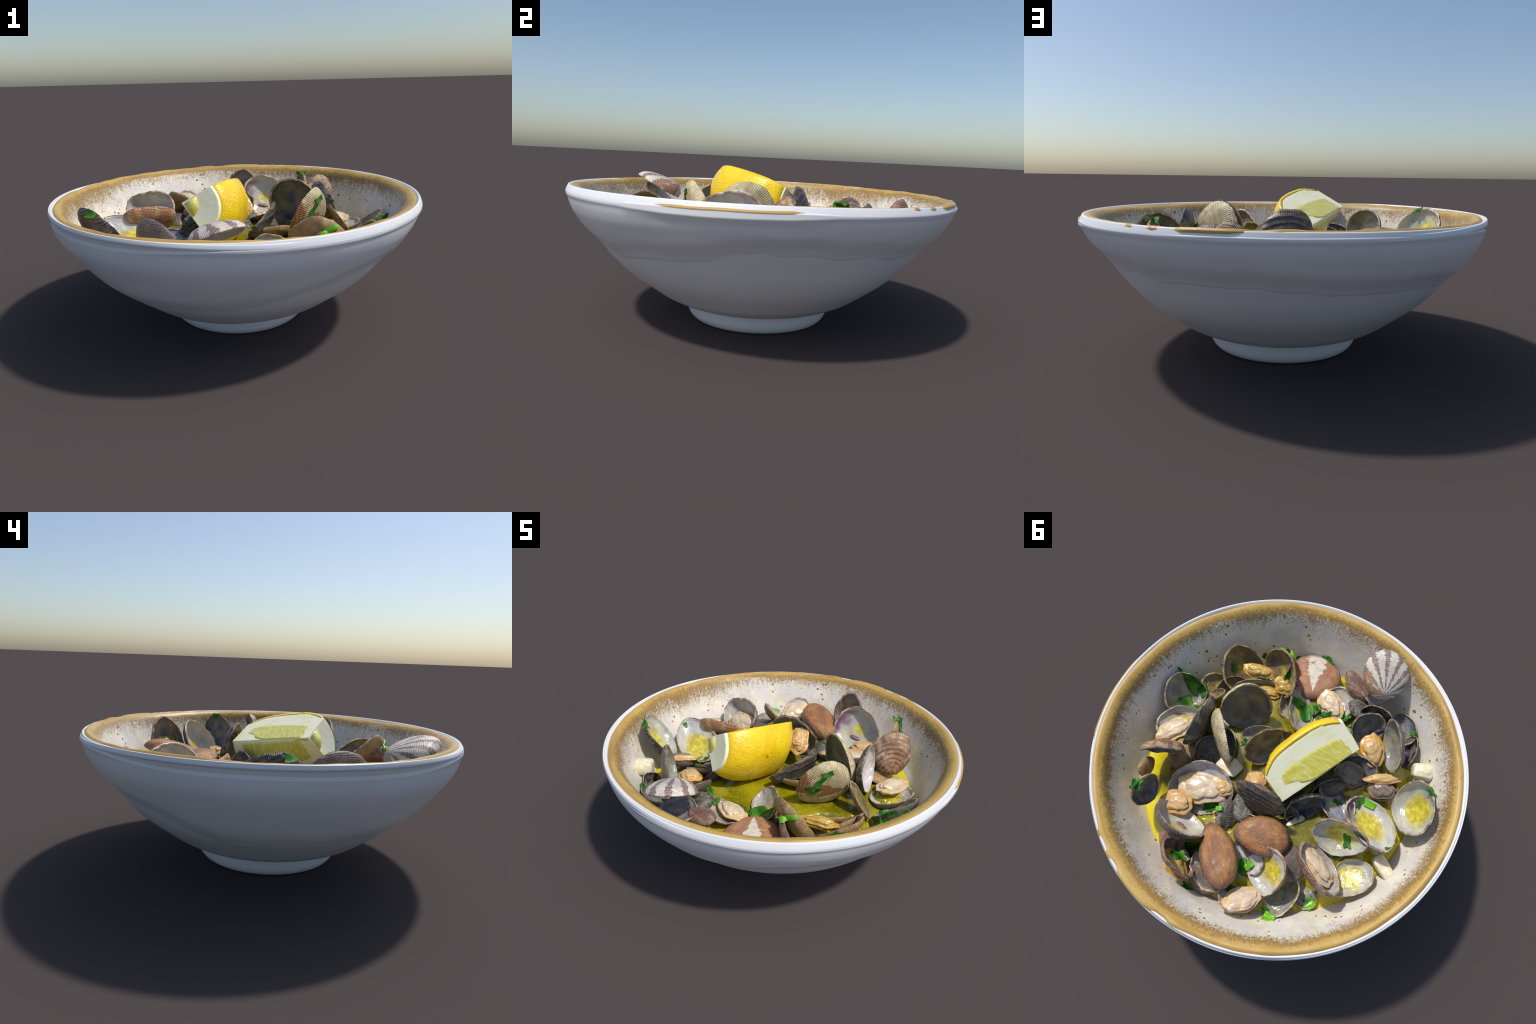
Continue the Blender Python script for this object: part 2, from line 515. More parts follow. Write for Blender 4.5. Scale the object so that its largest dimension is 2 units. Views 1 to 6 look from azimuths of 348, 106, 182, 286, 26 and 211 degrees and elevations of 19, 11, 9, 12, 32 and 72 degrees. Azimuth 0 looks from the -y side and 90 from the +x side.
def build_broth(cover):
    verts, faces = [], []
    nr, na = 80, 240
    H, dug = [], []
    for j in range(na):
        a = TAU * j / na
        for i in range(nr + 1):
            r = .775 * i / nr
            x, y = r * math.cos(a), r * math.sin(a)
            z = .385 + .068 * smooth(.77, .56, r) + .004 * nz(x, y, 0, 9) + .012 * nz(x, y, 2, 3)
            z -= .030 * math.exp(-((x + .02) ** 2 + (y + .42) ** 2) / .03)
            d = False
            if i < nr - 1:
                # stay underneath any half shell that holds its own content here
                loc, _, _, _ = cover.ray_cast(Vector((x, y, 1.2)), Vector((0, 0, -1)))
                if loc is not None and z - .12 < loc.z < z + .010:
                    z, d = loc.z - .018, True
            H.append(z)
            dug.append(d)
    # ease the liquid down toward the shells it laps against
    for _ in range(3):
        N = H[:]
        for j in range(na):
            for i in range(1, nr):
                k = j * (nr + 1) + i
                m = (H[k - 1] + H[k + 1] + H[((j + 1) % na) * (nr + 1) + i] + H[((j - 1) % na) * (nr + 1) + i]) / 4
                N[k] = min(H[k], .5 * H[k] + .5 * m)
        H = N
    for j in range(na):
        a = TAU * j / na
        for i in range(nr + 1):
            r, z = .775 * i / nr, H[j * (nr + 1) + i]
            if i == nr:
                r, z = .787, .385
            elif i == 0:
                z = H[0]
            verts.append((r * math.cos(a), r * math.sin(a), z))
    for j in range(na):
        k = (j + 1) % na
        for i in range(nr):
            faces.append((j * (nr + 1) + i, j * (nr + 1) + i + 1, k * (nr + 1) + i + 1, k * (nr + 1) + i))
    base = len(verts)
    for j in range(na):
        a = TAU * j / na
        verts.append((.66 * math.cos(a), .66 * math.sin(a), .32))
    for j in range(na):
        k = (j + 1) % na
        faces.append((j * (nr + 1) + nr, base + j, base + k, k * (nr + 1) + nr))
    faces.append(tuple(base + j for j in reversed(range(na))))
    me = make_mesh("broth", verts, faces, [mat_broth()])
    bm = bmesh.new()
    bm.from_mesh(me)
    bmesh.ops.remove_doubles(bm, verts=bm.verts, dist=1e-5)
    bmesh.ops.recalc_face_normals(bm, faces=bm.faces)
    bm.to_mesh(me)
    bm.free()
    me.polygons.foreach_set("use_smooth", [True] * len(me.polygons))
    top(new_obj("broth", me), "Shallow pool of glossy yellow oily broth", "soup")


# ---------------------------------------------------------------- clam valves
EXT = {
    "striped": mat_shell("striped", lin(226, 220, 204), lin(198, 190, 176), lin(92, 56, 70), lin(190, 160, 150), 40, 26, .82, .22,
                         bands=17.0, sector=(1.15, .42, lin(168, 122, 92))),
    "orange_white": mat_shell("orange_white", lin(186, 116, 58), lin(168, 112, 78), lin(206, 170, 130), lin(112, 84, 84), 44, 26, .3, .3,
                              edge=lin(130, 96, 92), sector=(.02, .30, lin(226, 218, 200))),
    "brown": mat_shell("brown", lin(178, 112, 42), lin(140, 84, 40), lin(198, 150, 84), lin(98, 62, 56), 46, 30, .35, .3, edge=lin(104, 72, 70)),
    "cream": mat_shell("cream", lin(216, 204, 160), lin(196, 184, 140), lin(150, 86, 44), lin(120, 100, 72), 34, 20, .28, .25,
                       sector=(-.15, .34, lin(158, 100, 54)), sthr=.44),
    "ridged": mat_shell("ridged", lin(190, 158, 116), lin(140, 92, 54), lin(112, 66, 54), lin(78, 62, 66), 30, 9, .55, .85),
    "dark": mat_shell("dark", lin(44, 42, 52), lin(70, 60, 58), lin(112, 98, 82), lin(30, 30, 40), 40, 24, .4, .5, ribw=.15),
    "dark_grey": mat_shell("dark_grey", lin(52, 54, 60), lin(96, 94, 84), lin(170, 160, 136), lin(30, 34, 42), 36, 16, .5, .7, ribw=.2),
    "ruffled": mat_shell("ruffled", lin(58, 50, 46), lin(40, 40, 54), lin(120, 102, 82), lin(24, 24, 34), 30, 8, .35, .75, edge=lin(92, 78, 68), ribw=.1),
    "grey_brown": mat_shell("grey_brown", lin(112, 98, 84), lin(84, 76, 74), lin(160, 144, 116), lin(62, 56, 62), 50, 30, .45, .45, edge=lin(96, 82, 82)),
    "tan": mat_shell("tan", lin(174, 140, 86), lin(142, 106, 70), lin(200, 170, 104), lin(112, 78, 72), 46, 28, .45, .35),
    "brown_purple": mat_shell("brown_purple", lin(136, 96, 78), lin(112, 76, 70), lin(196, 170, 142), lin(84, 54, 62), 42, 24, .35, .5),
    "purple_brown": mat_shell("purple_brown", lin(84, 62, 66), lin(60, 50, 62), lin(120, 92, 84), lin(40, 34, 46), 42, 24, .35, .5),
    "orange_edge": mat_shell("orange_edge", lin(170, 112, 62), lin(150, 110, 80), lin(214, 190, 150), lin(110, 74, 56), 44, 26, .4, .3),
}
G1, G2 = lin(164, 164, 152), lin(138, 138, 130)
INN = {
    "pearl": mat_inner("pearl", lin(214, 208, 204), lin(192, 188, 184), edge=lin(190, 170, 164), edge_lo=.7),
    "pearl_purple": mat_inner("pearl_purple", lin(208, 204, 192), lin(190, 186, 172), edge=lin(214, 206, 178), edge_lo=.72,
                              tint=lin(112, 72, 100), tint_dir=(.35, .8), puddle=.30),
    "pearl_broth": mat_inner("pearl_broth", lin(206, 202, 196), lin(180, 180, 182), edge=lin(150, 128, 142), edge_lo=.80, puddle=.55),
    "grey": mat_inner("grey", lin(150, 150, 134), lin(116, 118, 104), edge=lin(190, 182, 160), edge_lo=.74, tint=lin(128, 122, 84), tint_dir=(-.5, .6)),
    "grey_pearl": mat_inner("grey_pearl", lin(192, 186, 174), lin(160, 156, 146), edge=lin(158, 136, 132), edge_lo=.78, puddle=.3),
    "navy": mat_inner("navy", lin(112, 114, 116), lin(82, 88, 100), edge=lin(172, 164, 146), edge_lo=.76, tint=lin(92, 92, 78), tint_dir=(.2, .9)),
    "olive": mat_inner("olive", lin(140, 124, 76), lin(112, 98, 54), edge=lin(176, 156, 114), edge_lo=.74, puddle=.25),
    "tan_inner": mat_inner("tan_inner", lin(168, 146, 118), lin(128, 112, 98), edge=lin(128, 90, 84), edge_lo=.72),
    "purple_dark": mat_inner("purple_dark", lin(62, 52, 66), lin(50, 46, 58), edge=lin(104, 78, 98), edge_lo=.7),
    "purple_blue": mat_inner("purple_blue", lin(116, 122, 150), lin(150, 152, 160), edge=lin(96, 70, 104), edge_lo=.6, puddle=.25),
    "broth": mat_inner("broth", lin(196, 196, 184), lin(170, 170, 160), edge=lin(150, 136, 130), edge_lo=.84, puddle=.62),
    "broth_purple": mat_inner("broth_purple", lin(208, 206, 200), lin(186, 186, 186), edge=lin(120, 92, 110), edge_lo=.86, puddle=.60,
                              tint=lin(84, 58, 84), tint_dir=(.75, .5)),
}
LIP = Mat("shell_lip", .4)
LIP = LIP.out(LIP.mix(LIP.step(LIP.noise(3.5, 4), .35, .65), lin(198, 184, 156), lin(118, 92, 86)))


def valve_mesh(var, ext, inn):
    """One half shell in unit space: rim in the plane z=0, beak at y=-1,
    domed toward -z, a few variants of outline and roughness."""
    narrow, skew, ruffle, waves = [(.12, .08, .035, .022), (.18, -.09, .055, .030), (.14, .12, .075, .036), (.08, -.05, .11, .065)][var]
    NT, NS = 64, 20
    cy = -.58
    seed = var * 7.3 + 1.7

    def rim(t):
        x, y = math.sin(t), -math.cos(t)
        w = 1 - narrow * smooth(.2, -1.0, y)
        x = x * w + skew * (y * y - .4)
        k = 1 + ruffle * nz(math.sin(t) * 1.6, math.cos(t) * 1.6, seed) + ruffle * .5 * nz(math.sin(t) * 5, math.cos(t) * 5, seed) + .022 * nz(math.sin(t) * 13, math.cos(t) * 13, seed)
        return x * k, y * k

    def point(s, t, inside):
        rx, ry = rim(t)
        x, y = s * rx, cy + s * (ry - cy)
        dome = math.sqrt(max(0, 1 - s ** 2.1))
        z = -dome
        wave = waves * 1.8 * nz(math.sin(t) * 2.2, math.cos(t) * 2.2, seed + 4) * s ** 2 + waves * nz(math.sin(t) * 6, math.cos(t) * 6, seed + 9) * s ** 3
        lump = .05 * nz(x * 1.5, y * 1.5, seed + 2) * (1 - s)
        if inside:
            x, y = .940 * x, cy + (y - cy) * .940
            z = z * .86 + .006
        else:
            # growth steps, stronger toward the edge
            g = math.sin(s * 38 + 3 * nz(x, y, seed, 1.2))
            if var == 3:
                z -= .040 * smooth(-.2, .9, math.sin(s * 17 + 2 * nz(x, y, seed, 1.5))) * smooth(.3, .6, s) * smooth(1.0, .94, s)
            z -= .006 * g * smooth(.25, .6, s) * smooth(1.0, .96, s)
        return x, y, z + wave + lump

    verts = [point(0, 0, False)]
    for i in range(1, NS + 1):
        s = math.sin(i / NS * math.pi / 2) ** .9
        for j in range(NT):
            verts.append(point(s, TAU * j / NT, False))
    ib = len(verts)
    verts.append(point(0, 0, True))
    for i in range(1, NS + 1):
        s = math.sin(i / NS * math.pi / 2) ** .9
        for j in range(NT):
            verts.append(point(s, TAU * j / NT, True))
    faces, slots = [], []
    for b, slot, flip in ((0, 0, False), (ib, 1, True)):
        for j in range(NT):
            k = (j + 1) % NT
            f = (b, b + 1 + j, b + 1 + k)
            faces.append(f[::-1] if flip else f)
            slots.append(slot)
            for i in range(NS - 1):
                a0 = b + 1 + i * NT
                f = (a0 + j, a0 + NT + j, a0 + NT + k, a0 + k)
                faces.append(f[::-1] if flip else f)
                slots.append(slot)
    o0, i0 = 1 + (NS - 1) * NT, ib + 1 + (NS - 1) * NT
    for j in range(NT):
        k = (j + 1) % NT
        faces.append((o0 + j, i0 + j, i0 + k, o0 + k))
        slots.append(2)
    me = make_mesh("shell_valve", verts, faces, [EXT[ext], INN[inn], LIP], slots)
    recalc(me)
    return me


MESHES = {}
SOLIDS = []          # things parsley can lie on
CLAM = [None]


def clam(at):
    e = top(bpy.data.objects.new("clam", None), "Steamed clam, open shell halves with a cooked body", "clam")
    bpy.context.scene.collection.objects.link(e)
    e.location = at
    CLAM[0] = e
    return e


def frame(hinge, lip, opens):
    y = (Vector(lip) - Vector(hinge)).normalized()
    z = Vector(opens)
    z = (z - y * z.dot(y)).normalized()
    x = y.cross(z)
    return x, y, z


def valve(hinge, lip, opens, width, depth, var, ext, inn):
    """A half shell from its hinge to the lip opposite, its hollow facing 'opens'."""
    x, y, z = frame(hinge, lip, opens)
    h, l = Vector(hinge), Vector(lip)
    key = (var, ext, inn)
    if key not in MESHES:
        MESHES[key] = valve_mesh(*key)
    o = new_obj("shell_valve", MESHES[key])
    length = (l - h).length
    sc = (width / 2, length / 2, depth * (width + length) / 4)
    rot = Matrix((x, y, z)).transposed().to_4x4()
    mid = (h + l) / 2
    sample = [v.co.copy() for v in list(o.data.vertices)[::7]]
    inside = [(z, r) for r, z in WALL]
    for _ in range(14):
        M = Matrix.Translation(mid) @ rot @ Matrix.Diagonal((*sc, 1))
        worst, push = 0, None
        for c in sample:
            p = M @ c
            if p.z < .66:
                over = math.hypot(p.x, p.y) - (interp(p.z, inside) - .008)
                if over > worst:
                    worst, push = over, p
        if worst <= 0:
            break
        sc = (sc[0], sc[1], sc[2] * .95)
        out = Vector((push.x, push.y, 0)).normalized()
        mid = mid - out * min(worst, .012) * .6 + Vector((0, 0, min(worst, .012) * .35))
    o.parent = CLAM[0]
    o.matrix_parent_inverse = Matrix.Identity(4)
    o.matrix_basis = Matrix.Translation(-CLAM[0].location) @ M
    SOLIDS.append((o.data, M))
    return o


# ---------------------------------------------------------------- clam bodies
FLESH = {
    "pale": mat_flesh("pale", lin(228, 206, 170), lin(206, 182, 158), lin(224, 184, 104)),
    "orange": mat_flesh("orange", lin(220, 182, 120), lin(204, 166, 116), lin(226, 156, 34)),
    "grey": mat_flesh("grey", lin(140, 124, 108), lin(112, 100, 92), lin(164, 128, 70)),
    "gold": mat_flesh("gold", lin(208, 172, 84), lin(178, 140, 62), lin(206, 150, 40)),
}
BODY = {}


def body_mesh(kind, var):
    bm = bmesh.new()
    bmesh.ops.create_icosphere(bm, subdivisions=5, radius=1)
    sd = var * 5.1
    for v in bm.verts:
        p = v.co.copy()
        k = 1 + .16 * nz(p.x, p.y, p.z + sd, 1.4) + .035 * nz(p.x, p.y, p.z + sd, 3)
        # mantle: a wavy lip round the side, a groove above it, a plump foot on top
        th = math.atan2(p.y, p.x)
        lip = p.z - .10 - .10 * math.sin(3 * th + sd) - .05 * math.sin(7 * th + 2 * sd)
        k += .16 * math.exp(-(lip / .11) ** 2) - .12 * math.exp(-((lip - .28) / .12) ** 2)
        fold = p.x + .35 * math.sin(2.2 * p.y + sd)
        k -= .07 * math.exp(-(fold / .10) ** 2) * (p.z > .2)
        k += .03 * math.sin(p.y * 8 + 4 * nz(p.x, p.y, p.z + sd, 1.5))
        v.co = p * k
    me = bpy.data.meshes.new("clam_body")
    bm.to_mesh(me)
    bm.free()
    me.materials.append(FLESH[kind])
    me.polygons.foreach_set("use_smooth", [True] * len(me.polygons))
    return me


def body(at, size, turn, kind, var=0, tilt=(0, 0, 1)):
    """Cooked clam meat; size is half extents, turn the heading of its long side in degrees."""
    key = (kind, var)
    if key not in BODY:
        BODY[key] = body_mesh(kind, var)
    o = new_obj("clam_body", BODY[key])
    z = Vector(tilt).normalized()
    d = Vector((math.cos(math.radians(turn)), math.sin(math.radians(turn)), 0))
    x = (d - z * d.dot(z)).normalized()
    y = z.cross(x)
    rot = Matrix((x, y, z)).transposed().to_4x4()
    M = Matrix.Translation(at) @ rot @ Matrix.Diagonal((size[0] * 1.14, size[1] * 1.14, size[2] * .95, 1))
    o.parent = CLAM[0]
    o.matrix_parent_inverse = Matrix.Identity(4)
    o.matrix_basis = Matrix.Translation(-CLAM[0].location) @ M
    SOLIDS.append((o.data, M))
    return o


# ---------------------------------------------------------------- lemon wedge
def build_lemon():
    core0, core1 = Vector((-.133, .175, .642)), Vector((-.333, -.270, .722))
    mid = (core0 + core1) / 2
    ax = (core1 - core0).normalized()
    e1 = Vector((-.035, -.150, .812)) - mid
    e1 = (e1 - ax * e1.dot(ax)).normalized()
    e2 = Vector((.105, -.075, -.140))
    e2 = (e2 - ax * e2.dot(ax)).normalized()
    n = ax.cross(e1)
    if n.dot(e2) < 0:
        n = -n
    a2 = math.atan2(e2.dot(n), e2.dot(e1))
    Lc = (core1 - core0).length
    RHO = [(-.02, .150), (0, .178), (.03, .200), (.08, .226), (.15, .240), (.23, .247), (.31, .246), (.39, .236), (.45, .214), (.49, .190)]
    rho = lambda t: interp(t * Lc, RHO)
    root = top(bpy.data.objects.new("lemon_wedge", None), "Quarter wedge of lemon with thick white pith", "lemon")
    bpy.context.scene.collection.objects.link(root)
    root.location = core0
    rot = Matrix((ax, e1, n)).transposed().to_4x4()   # local: x along core, y out on the top face, z toward the lower face
    B = Matrix.Translation(Vector((0, 0, 0))) @ rot

    def turn(t, a):
        # the cut opens wider toward the far tip
        return a * (1 + .36 * (1 - smooth(.45, 1, t)))

    def sec(t, a, r):
        a0, a = a, turn(t, a)
        wob = 1 + .012 * nz(t * 3, a * 2, r * 4, 1.5) + .13 * smooth(0, a2, a0) + .11 * math.sin(math.pi * min(1, a0 / a2)) * smooth(0, .25, t)
        return Vector((t * Lc * (1 + .08 * a0 / a2 * smooth(.5, 1, t) * min(1, r / .18)), r * wob * math.cos(a), r * wob * math.sin(a)))

    NTt, NA, NR = 40, 24, 12
    rim_in = .018
    # pith body: full wedge solid without the rind
    verts, faces = [], []
    idx = {}

    def vid(key, p):
        if key not in idx:
            idx[key] = len(verts)
            verts.append(p)
        return idx[key]
    bulge = lambda t, a, f: sec(t, a, f * (rho(t) - rim_in))

    def P(i, j, k):            # i along, j angle, k radial
        key = (i, 0 if k == 0 else j, k)
        t = i / NTt
        p = bulge(t, a2 * j / NA, k / NR)
        # the cut faces are a little hollow and uneven
        if j in (0, NA) and 0 < k < NR:
            d = .0012 * nz(t * 6, k / 3, j) * math.sin(math.pi * k / NR)
            p = p + (Vector((0, 0, d)))
        return vid(key, p)
    for i in range(NTt):
        for k in range(NR):
            for j in (0, NA):
                q = [P(i, j, k), P(i + 1, j, k), P(i + 1, j, k + 1), P(i, j, k + 1)]
                faces.append(q)
        for j in range(NA):
            faces.append([P(i, j, NR), P(i + 1, j, NR), P(i + 1, j + 1, NR), P(i, j + 1, NR)])
    for i in (0, NTt):
        for j in range(NA):
            for k in range(NR):
                q = [P(i, j, k), P(i, j, k + 1), P(i, j + 1, k + 1), P(i, j + 1, k)]
                faces.append(list(dict.fromkeys(q)))
    me = make_mesh("lemon_pith", verts, faces, [mat_pith()])
    recalc(me)
    o = new_obj("pith", me, root)
    o.matrix_basis = B
    md = o.modifiers.new("edge", "BEVEL")
    md.width = .018
    md.segments = 4
    md.limit_method = "ANGLE"
    md.angle_limit = math.radians(50)
    SOLIDS.append((me, Matrix.Translation(core0) @ B))

    # rind: thin skin over the round side
    verts, faces = [], []
    for side in (0, 1):
        for i in range(NTt + 1):
            for j in range(NA + 1):
                t = i / NTt
                r = rho(t) - (rim_in + .002) * side
                if not side:
                    r += .0025 * nz(t * 14, j * .7, 3, 1.2)
                    r -= .010 * (1 - smooth(0, .03, min(t, 1 - t)))
                verts.append(sec(.015 + .955 * t, a2 * (j / NA * 1.0), r))
    W = NA + 1
    off = (NTt + 1) * W
    for i in range(NTt):
        for j in range(NA):
            q = (i * W + j, (i + 1) * W + j, (i + 1) * W + j + 1, i * W + j + 1)
            faces.append(q)
            faces.append(tuple(off + v for v in reversed(q)))
    for i in range(NTt):
        for j in (0, NA):
            faces.append((i * W + j, (i + 1) * W + j, off + (i + 1) * W + j, off + i * W + j))
    for j in range(NA):
        for i in (0, NTt):
            faces.append((i * W + j, i * W + j + 1, off + i * W + j + 1, off + i * W + j))
    me = make_mesh("lemon_rind", verts, faces, [mat_rind()])
    recalc(me)
    o = new_obj("rind", me, root)
    o.matrix_basis = B

    # pulp: a raised juicy panel on each cut face, rounded at its edge
    pulp = mat_pulp()

    def panel(a, t0, t1, f_in, f_out, lift, skew):
        vs, fs = [], []
        nu, nv = 40, 16
        for i in range(nu + 1):
            u = i / nu
            t = t0 + (t1 - t0) * u
            bow = math.sqrt(1 - (1 - min(1, u / .24)) ** 2) * (1 - .16 * u * u)
            lo = f_in(u)
            hi = lo + (f_out * (rho(t) - rim_in) - lo) * bow if bow > 0 else lo
            for j in range(nv + 1):
                v = j / nv
                r = lo + (hi - lo) * v
                e = min(1, 6 * min(u, 1 - u, v if f_in(u) > .03 else 1, 1 - v))
                h = lift * math.sqrt(max(0, 1 - (1 - e) ** 2)) - .004 * (1 - e) - .0015 + .0006 * nz(t * 30, v * 9, a)
                p = sec(t, a, r)
                ae = turn(t, a)
                nrm = Vector((0, -math.sin(ae), math.cos(ae))) * (-1 if a == 0 else 1)
                vs.append(p + nrm * h)
        for i in range(nu):
            for j in range(nv):
                fs.append((i * (nv + 1) + j, (i + 1) * (nv + 1) + j, (i + 1) * (nv + 1) + j + 1, i * (nv + 1) + j + 1))
        b = len(vs)
        # closed underneath so that the panel has depth
        ae = turn(.5, a)
        nrm = Vector((0, -math.sin(ae), math.cos(ae))) * (-1 if a == 0 else 1)
        vs += [v - nrm * .015 for v in vs]
        fs += [tuple(b + q for q in reversed(f)) for f in fs[:]]
        ring = [i * (nv + 1) for i in range(nu + 1)] + [nu * (nv + 1) + j for j in range(1, nv + 1)] \
            + [i * (nv + 1) + nv for i in range(nu - 1, -1, -1)] + [j for j in range(nv - 1, 0, -1)]
        for p0, p1 in zip(ring, ring[1:] + ring[:1]):
            fs.append((p0, p1, b + p1, b + p0))
        m2 = make_mesh("lemon_pulp", vs, fs, [pulp])
        recalc(m2)
        q = new_obj("pulp", m2, root)
        q.matrix_basis = B
    panel(0, .05, .985, lambda u: .066 * smooth(.45, .0, u) + .001, .66, .004, 0)
    panel(a2, .06, .955, lambda u: .014, .70, .004, 0)
    # end cut: pulp shows only in the corner by the core
    vs, fs = [sec(1, a2 * .5, .014) + Vector((.003, 0, 0))], []
    m = 14
    for j in range(m + 1):
        a = .08 + (a2 - .16) * j / m
        vs.append(sec(1, a, .080) + Vector((.003, 0, 0)))
    for j in range(m):
        fs.append((0, j + 1, j + 2))
    b = len(vs)
    vs += [v - Vector((.012, 0, 0)) for v in vs]
    fs += [tuple(b + q for q in reversed(f)) for f in fs[:]]
    ring = list(range(m + 2))
    for p0, p1 in zip(ring, ring[1:] + ring[:1]):
        fs.append((p0, p1, b + p1, b + p0))
    m2 = make_mesh("lemon_pulp", vs, fs, [pulp])
    recalc(m2)
    q = new_obj("pulp", m2, root)
    q.matrix_basis = B


# ---------------------------------------------------------------- garlic, onion
def chunk(name, at, size, turn, mat, seed, label, cat, pitch=0):
    bm = bmesh.new()
    bmesh.ops.create_icosphere(bm, subdivisions=4, radius=1)
    for v in bm.verts:
        p = v.co.copy()
        q = Vector([math.copysign(abs(c) ** .62, c) for c in p])
        v.co = q * (1 + .18 * nz(p.x + seed, p.y, p.z, 1.3)) * .92
    me = bpy.data.meshes.new(name)
    bm.to_mesh(me)
    bm.free()
    me.materials.append(mat)
    me.polygons.foreach_set("use_smooth", [True] * len(me.polygons))
    o = new_obj(name, me)
    M = Matrix.Translation(at) @ Matrix.Rotation(math.radians(turn), 4, "Z") @ Matrix.Rotation(math.radians(pitch), 4, "Y") @ Matrix.Diagonal((*size, 1))
    o.matrix_basis = M
    top(o, label, cat)
    SOLIDS.append((me, M))


# ---------------------------------------------------------------- parsley
def parsley(bvh, at, size, turn, kind, down, seed, holder):
    """A chopped leaf scrap that lies on whatever is under it along 'down'."""
    d = Vector(down).normalized()
    at = Vector(at)
    ux = Vector((math.cos(math.radians(turn)), math.sin(math.radians(turn)), 0))
    ux = (ux - d * ux.dot(d)).normalized()
    uy = d.cross(ux)
    rnd = random.Random(seed)
    na, nr = 36, 6
    lobes = rnd.choice([3, 4, 5])
    ph = rnd.random() * TAU
    sx, sy = size

    def out(a):
        if kind == "stem":
            c, s = abs(math.cos(a)), abs(math.sin(a))
            return min(1 / max(c, 1e-3), 1 / max(s, 1e-3)) * .9
        return .72 + .20 * math.cos(lobes * a + ph) + .12 * nz(math.cos(a) * 3, math.sin(a) * 3, seed) + .08 * math.cos(13 * a + ph) * nz(math.cos(a) * 2, math.sin(a) * 2, seed + 5)
    pts = [(0, 0)]
    for i in range(1, nr + 1):
        for j in range(na):
            a = TAU * j / na
            r = out(a) * i / nr
            pts.append((r * math.cos(a) * sx, r * math.sin(a) * sy))
    hits = []
    for (u, v) in pts:
        back = .25 if d.z < -.9 else .07
        src = at + ux * u + uy * v - d * back
        loc, nrm, ix, dist = bvh.ray_cast(src, d, .5)
        hits.append(dist - back if dist is not None else None)
    ok = [h for h in hits if h is not None]
    base = hits[0] if hits[0] is not None else (sum(ok) / len(ok) if ok else 0)
    lim = .55 * max(sx, sy)
    top_v = []
    for (u, v), h in zip(pts, hits):
        h = base if h is None else max(base - lim, min(base + lim, h))
        lift = .004 + .005 * (nz(u * 30, v * 30, seed) + .3) + (.004 if kind == "stem" else 0)
        top_v.append((u, v, h - lift))
    # relax so that the scrap bends rather than creases
    def ix(i, j):
        return 0 if i == 0 else 1 + (i - 1) * na + j % na
    hh = [p[2] for p in top_v]
    for _ in range(3):
        new = hh[:]
        for i in range(1, nr + 1):
            for j in range(na):
                nb = [hh[ix(i, j - 1)], hh[ix(i, j + 1)], hh[ix(i - 1, j)]] + ([hh[ix(i + 1, j)]] if i < nr else [])
                new[ix(i, j)] = min(hh[ix(i, j)], (hh[ix(i, j)] + sum(nb)) / (1 + len(nb)))
        hh = new
    vs = []
    thick = .010 if kind == "stem" else .0035
    for k in (0, 1):
        for (u, v, _), h in zip(top_v, hh):
            vs.append(at + ux * u + uy * v + d * (h + thick * k))
    b = len(top_v)
    fs = []
    for j in range(na):
        fs.append((0, ix(1, j), ix(1, j + 1)))
        for i in range(1, nr):
            fs.append((ix(i, j), ix(i + 1, j), ix(i + 1, j + 1), ix(i, j + 1)))
    fs += [tuple(b + q for q in reversed(f)) for f in fs[:]]
    for j in range(na):
        fs.append((ix(nr, j), ix(nr, j + 1), b + ix(nr, j + 1), b + ix(nr, j)))
    c = sum(vs, Vector()) / len(vs)
    name = "stem_piece" if kind == "stem" else "parsley_leaf"
    me = make_mesh(name, [v - c for v in vs], fs, [GREEN[kind]])
    recalc(me)
    o = new_obj(name, me)
    o.location = c
    top(o, "Bright green chopped herb stem" if kind == "stem" else "Small scrap of chopped green parsley leaf", "herb")


# ================================================================ assembly
build_bowl()

clam((-0.239, -0.748, 0.598))
valve((-0.283, -0.646, 0.600), (-0.178, -0.866, 0.735), (0.218, -0.433, -0.875), 0.262, 0.56, 0, "striped", "pearl")
valve((-0.282, -0.655, 0.545), (-0.212, -0.825, 0.510), (0.088, -0.166, 0.982), 0.197, 0.50, 1, "brown_purple", "navy")
clam((-0.301, -0.551, 0.530))
valve((-0.323, -0.499, 0.460), (-0.279, -0.603, 0.600), (-0.223, 0.749, 0.624), 0.203, 0.50, 1, "dark", "purple_dark")
clam((0.154, -0.681, 0.423))
valve((0.096, -0.540, 0.420), (0.212, -0.822, 0.425), (0.046, 0.001, -0.999), 0.320, 0.50, 0, "orange_white", "pearl")
clam((0.416, -0.460, 0.529))
valve((0.440, -0.526, 0.495), (0.595, -0.311, 0.530), (-0.553, 0.270, 0.788), 0.287, 0.50, 1, "tan", "olive")
body((0.434, -0.456, 0.520), (0.075, 0.035, 0.035), -163, "gold", 1, (0, 0.2, 1))
body((0.259, -0.466, 0.500), (0.05, 0.04, 0.035), 161, "gold", 2, (0, 0.2, 1))
valve((0.449, -0.562, 0.521), (0.179, -0.442, 0.571), (0.430, 0.776, 0.461), 0.282, 0.42, 2, "tan", "olive")
clam((0.642, -0.151, 0.515))
valve((0.653, -0.209, 0.468), (0.810, -0.005, 0.508), (-0.580, 0.298, 0.758), 0.251, 0.55, 1, "grey_brown", "grey")
valve((0.622, -0.206, 0.449), (0.485, -0.182, 0.634), (0.804, 0.010, 0.594), 0.079, 0.50, 1, "tan", "olive")
clam((0.594, 0.041, 0.525))
valve((0.589, -0.062, 0.454), (0.735, 0.170, 0.459), (-0.134, 0.063, 0.989), 0.215, 0.45, 0, "grey_brown", "pearl_broth")
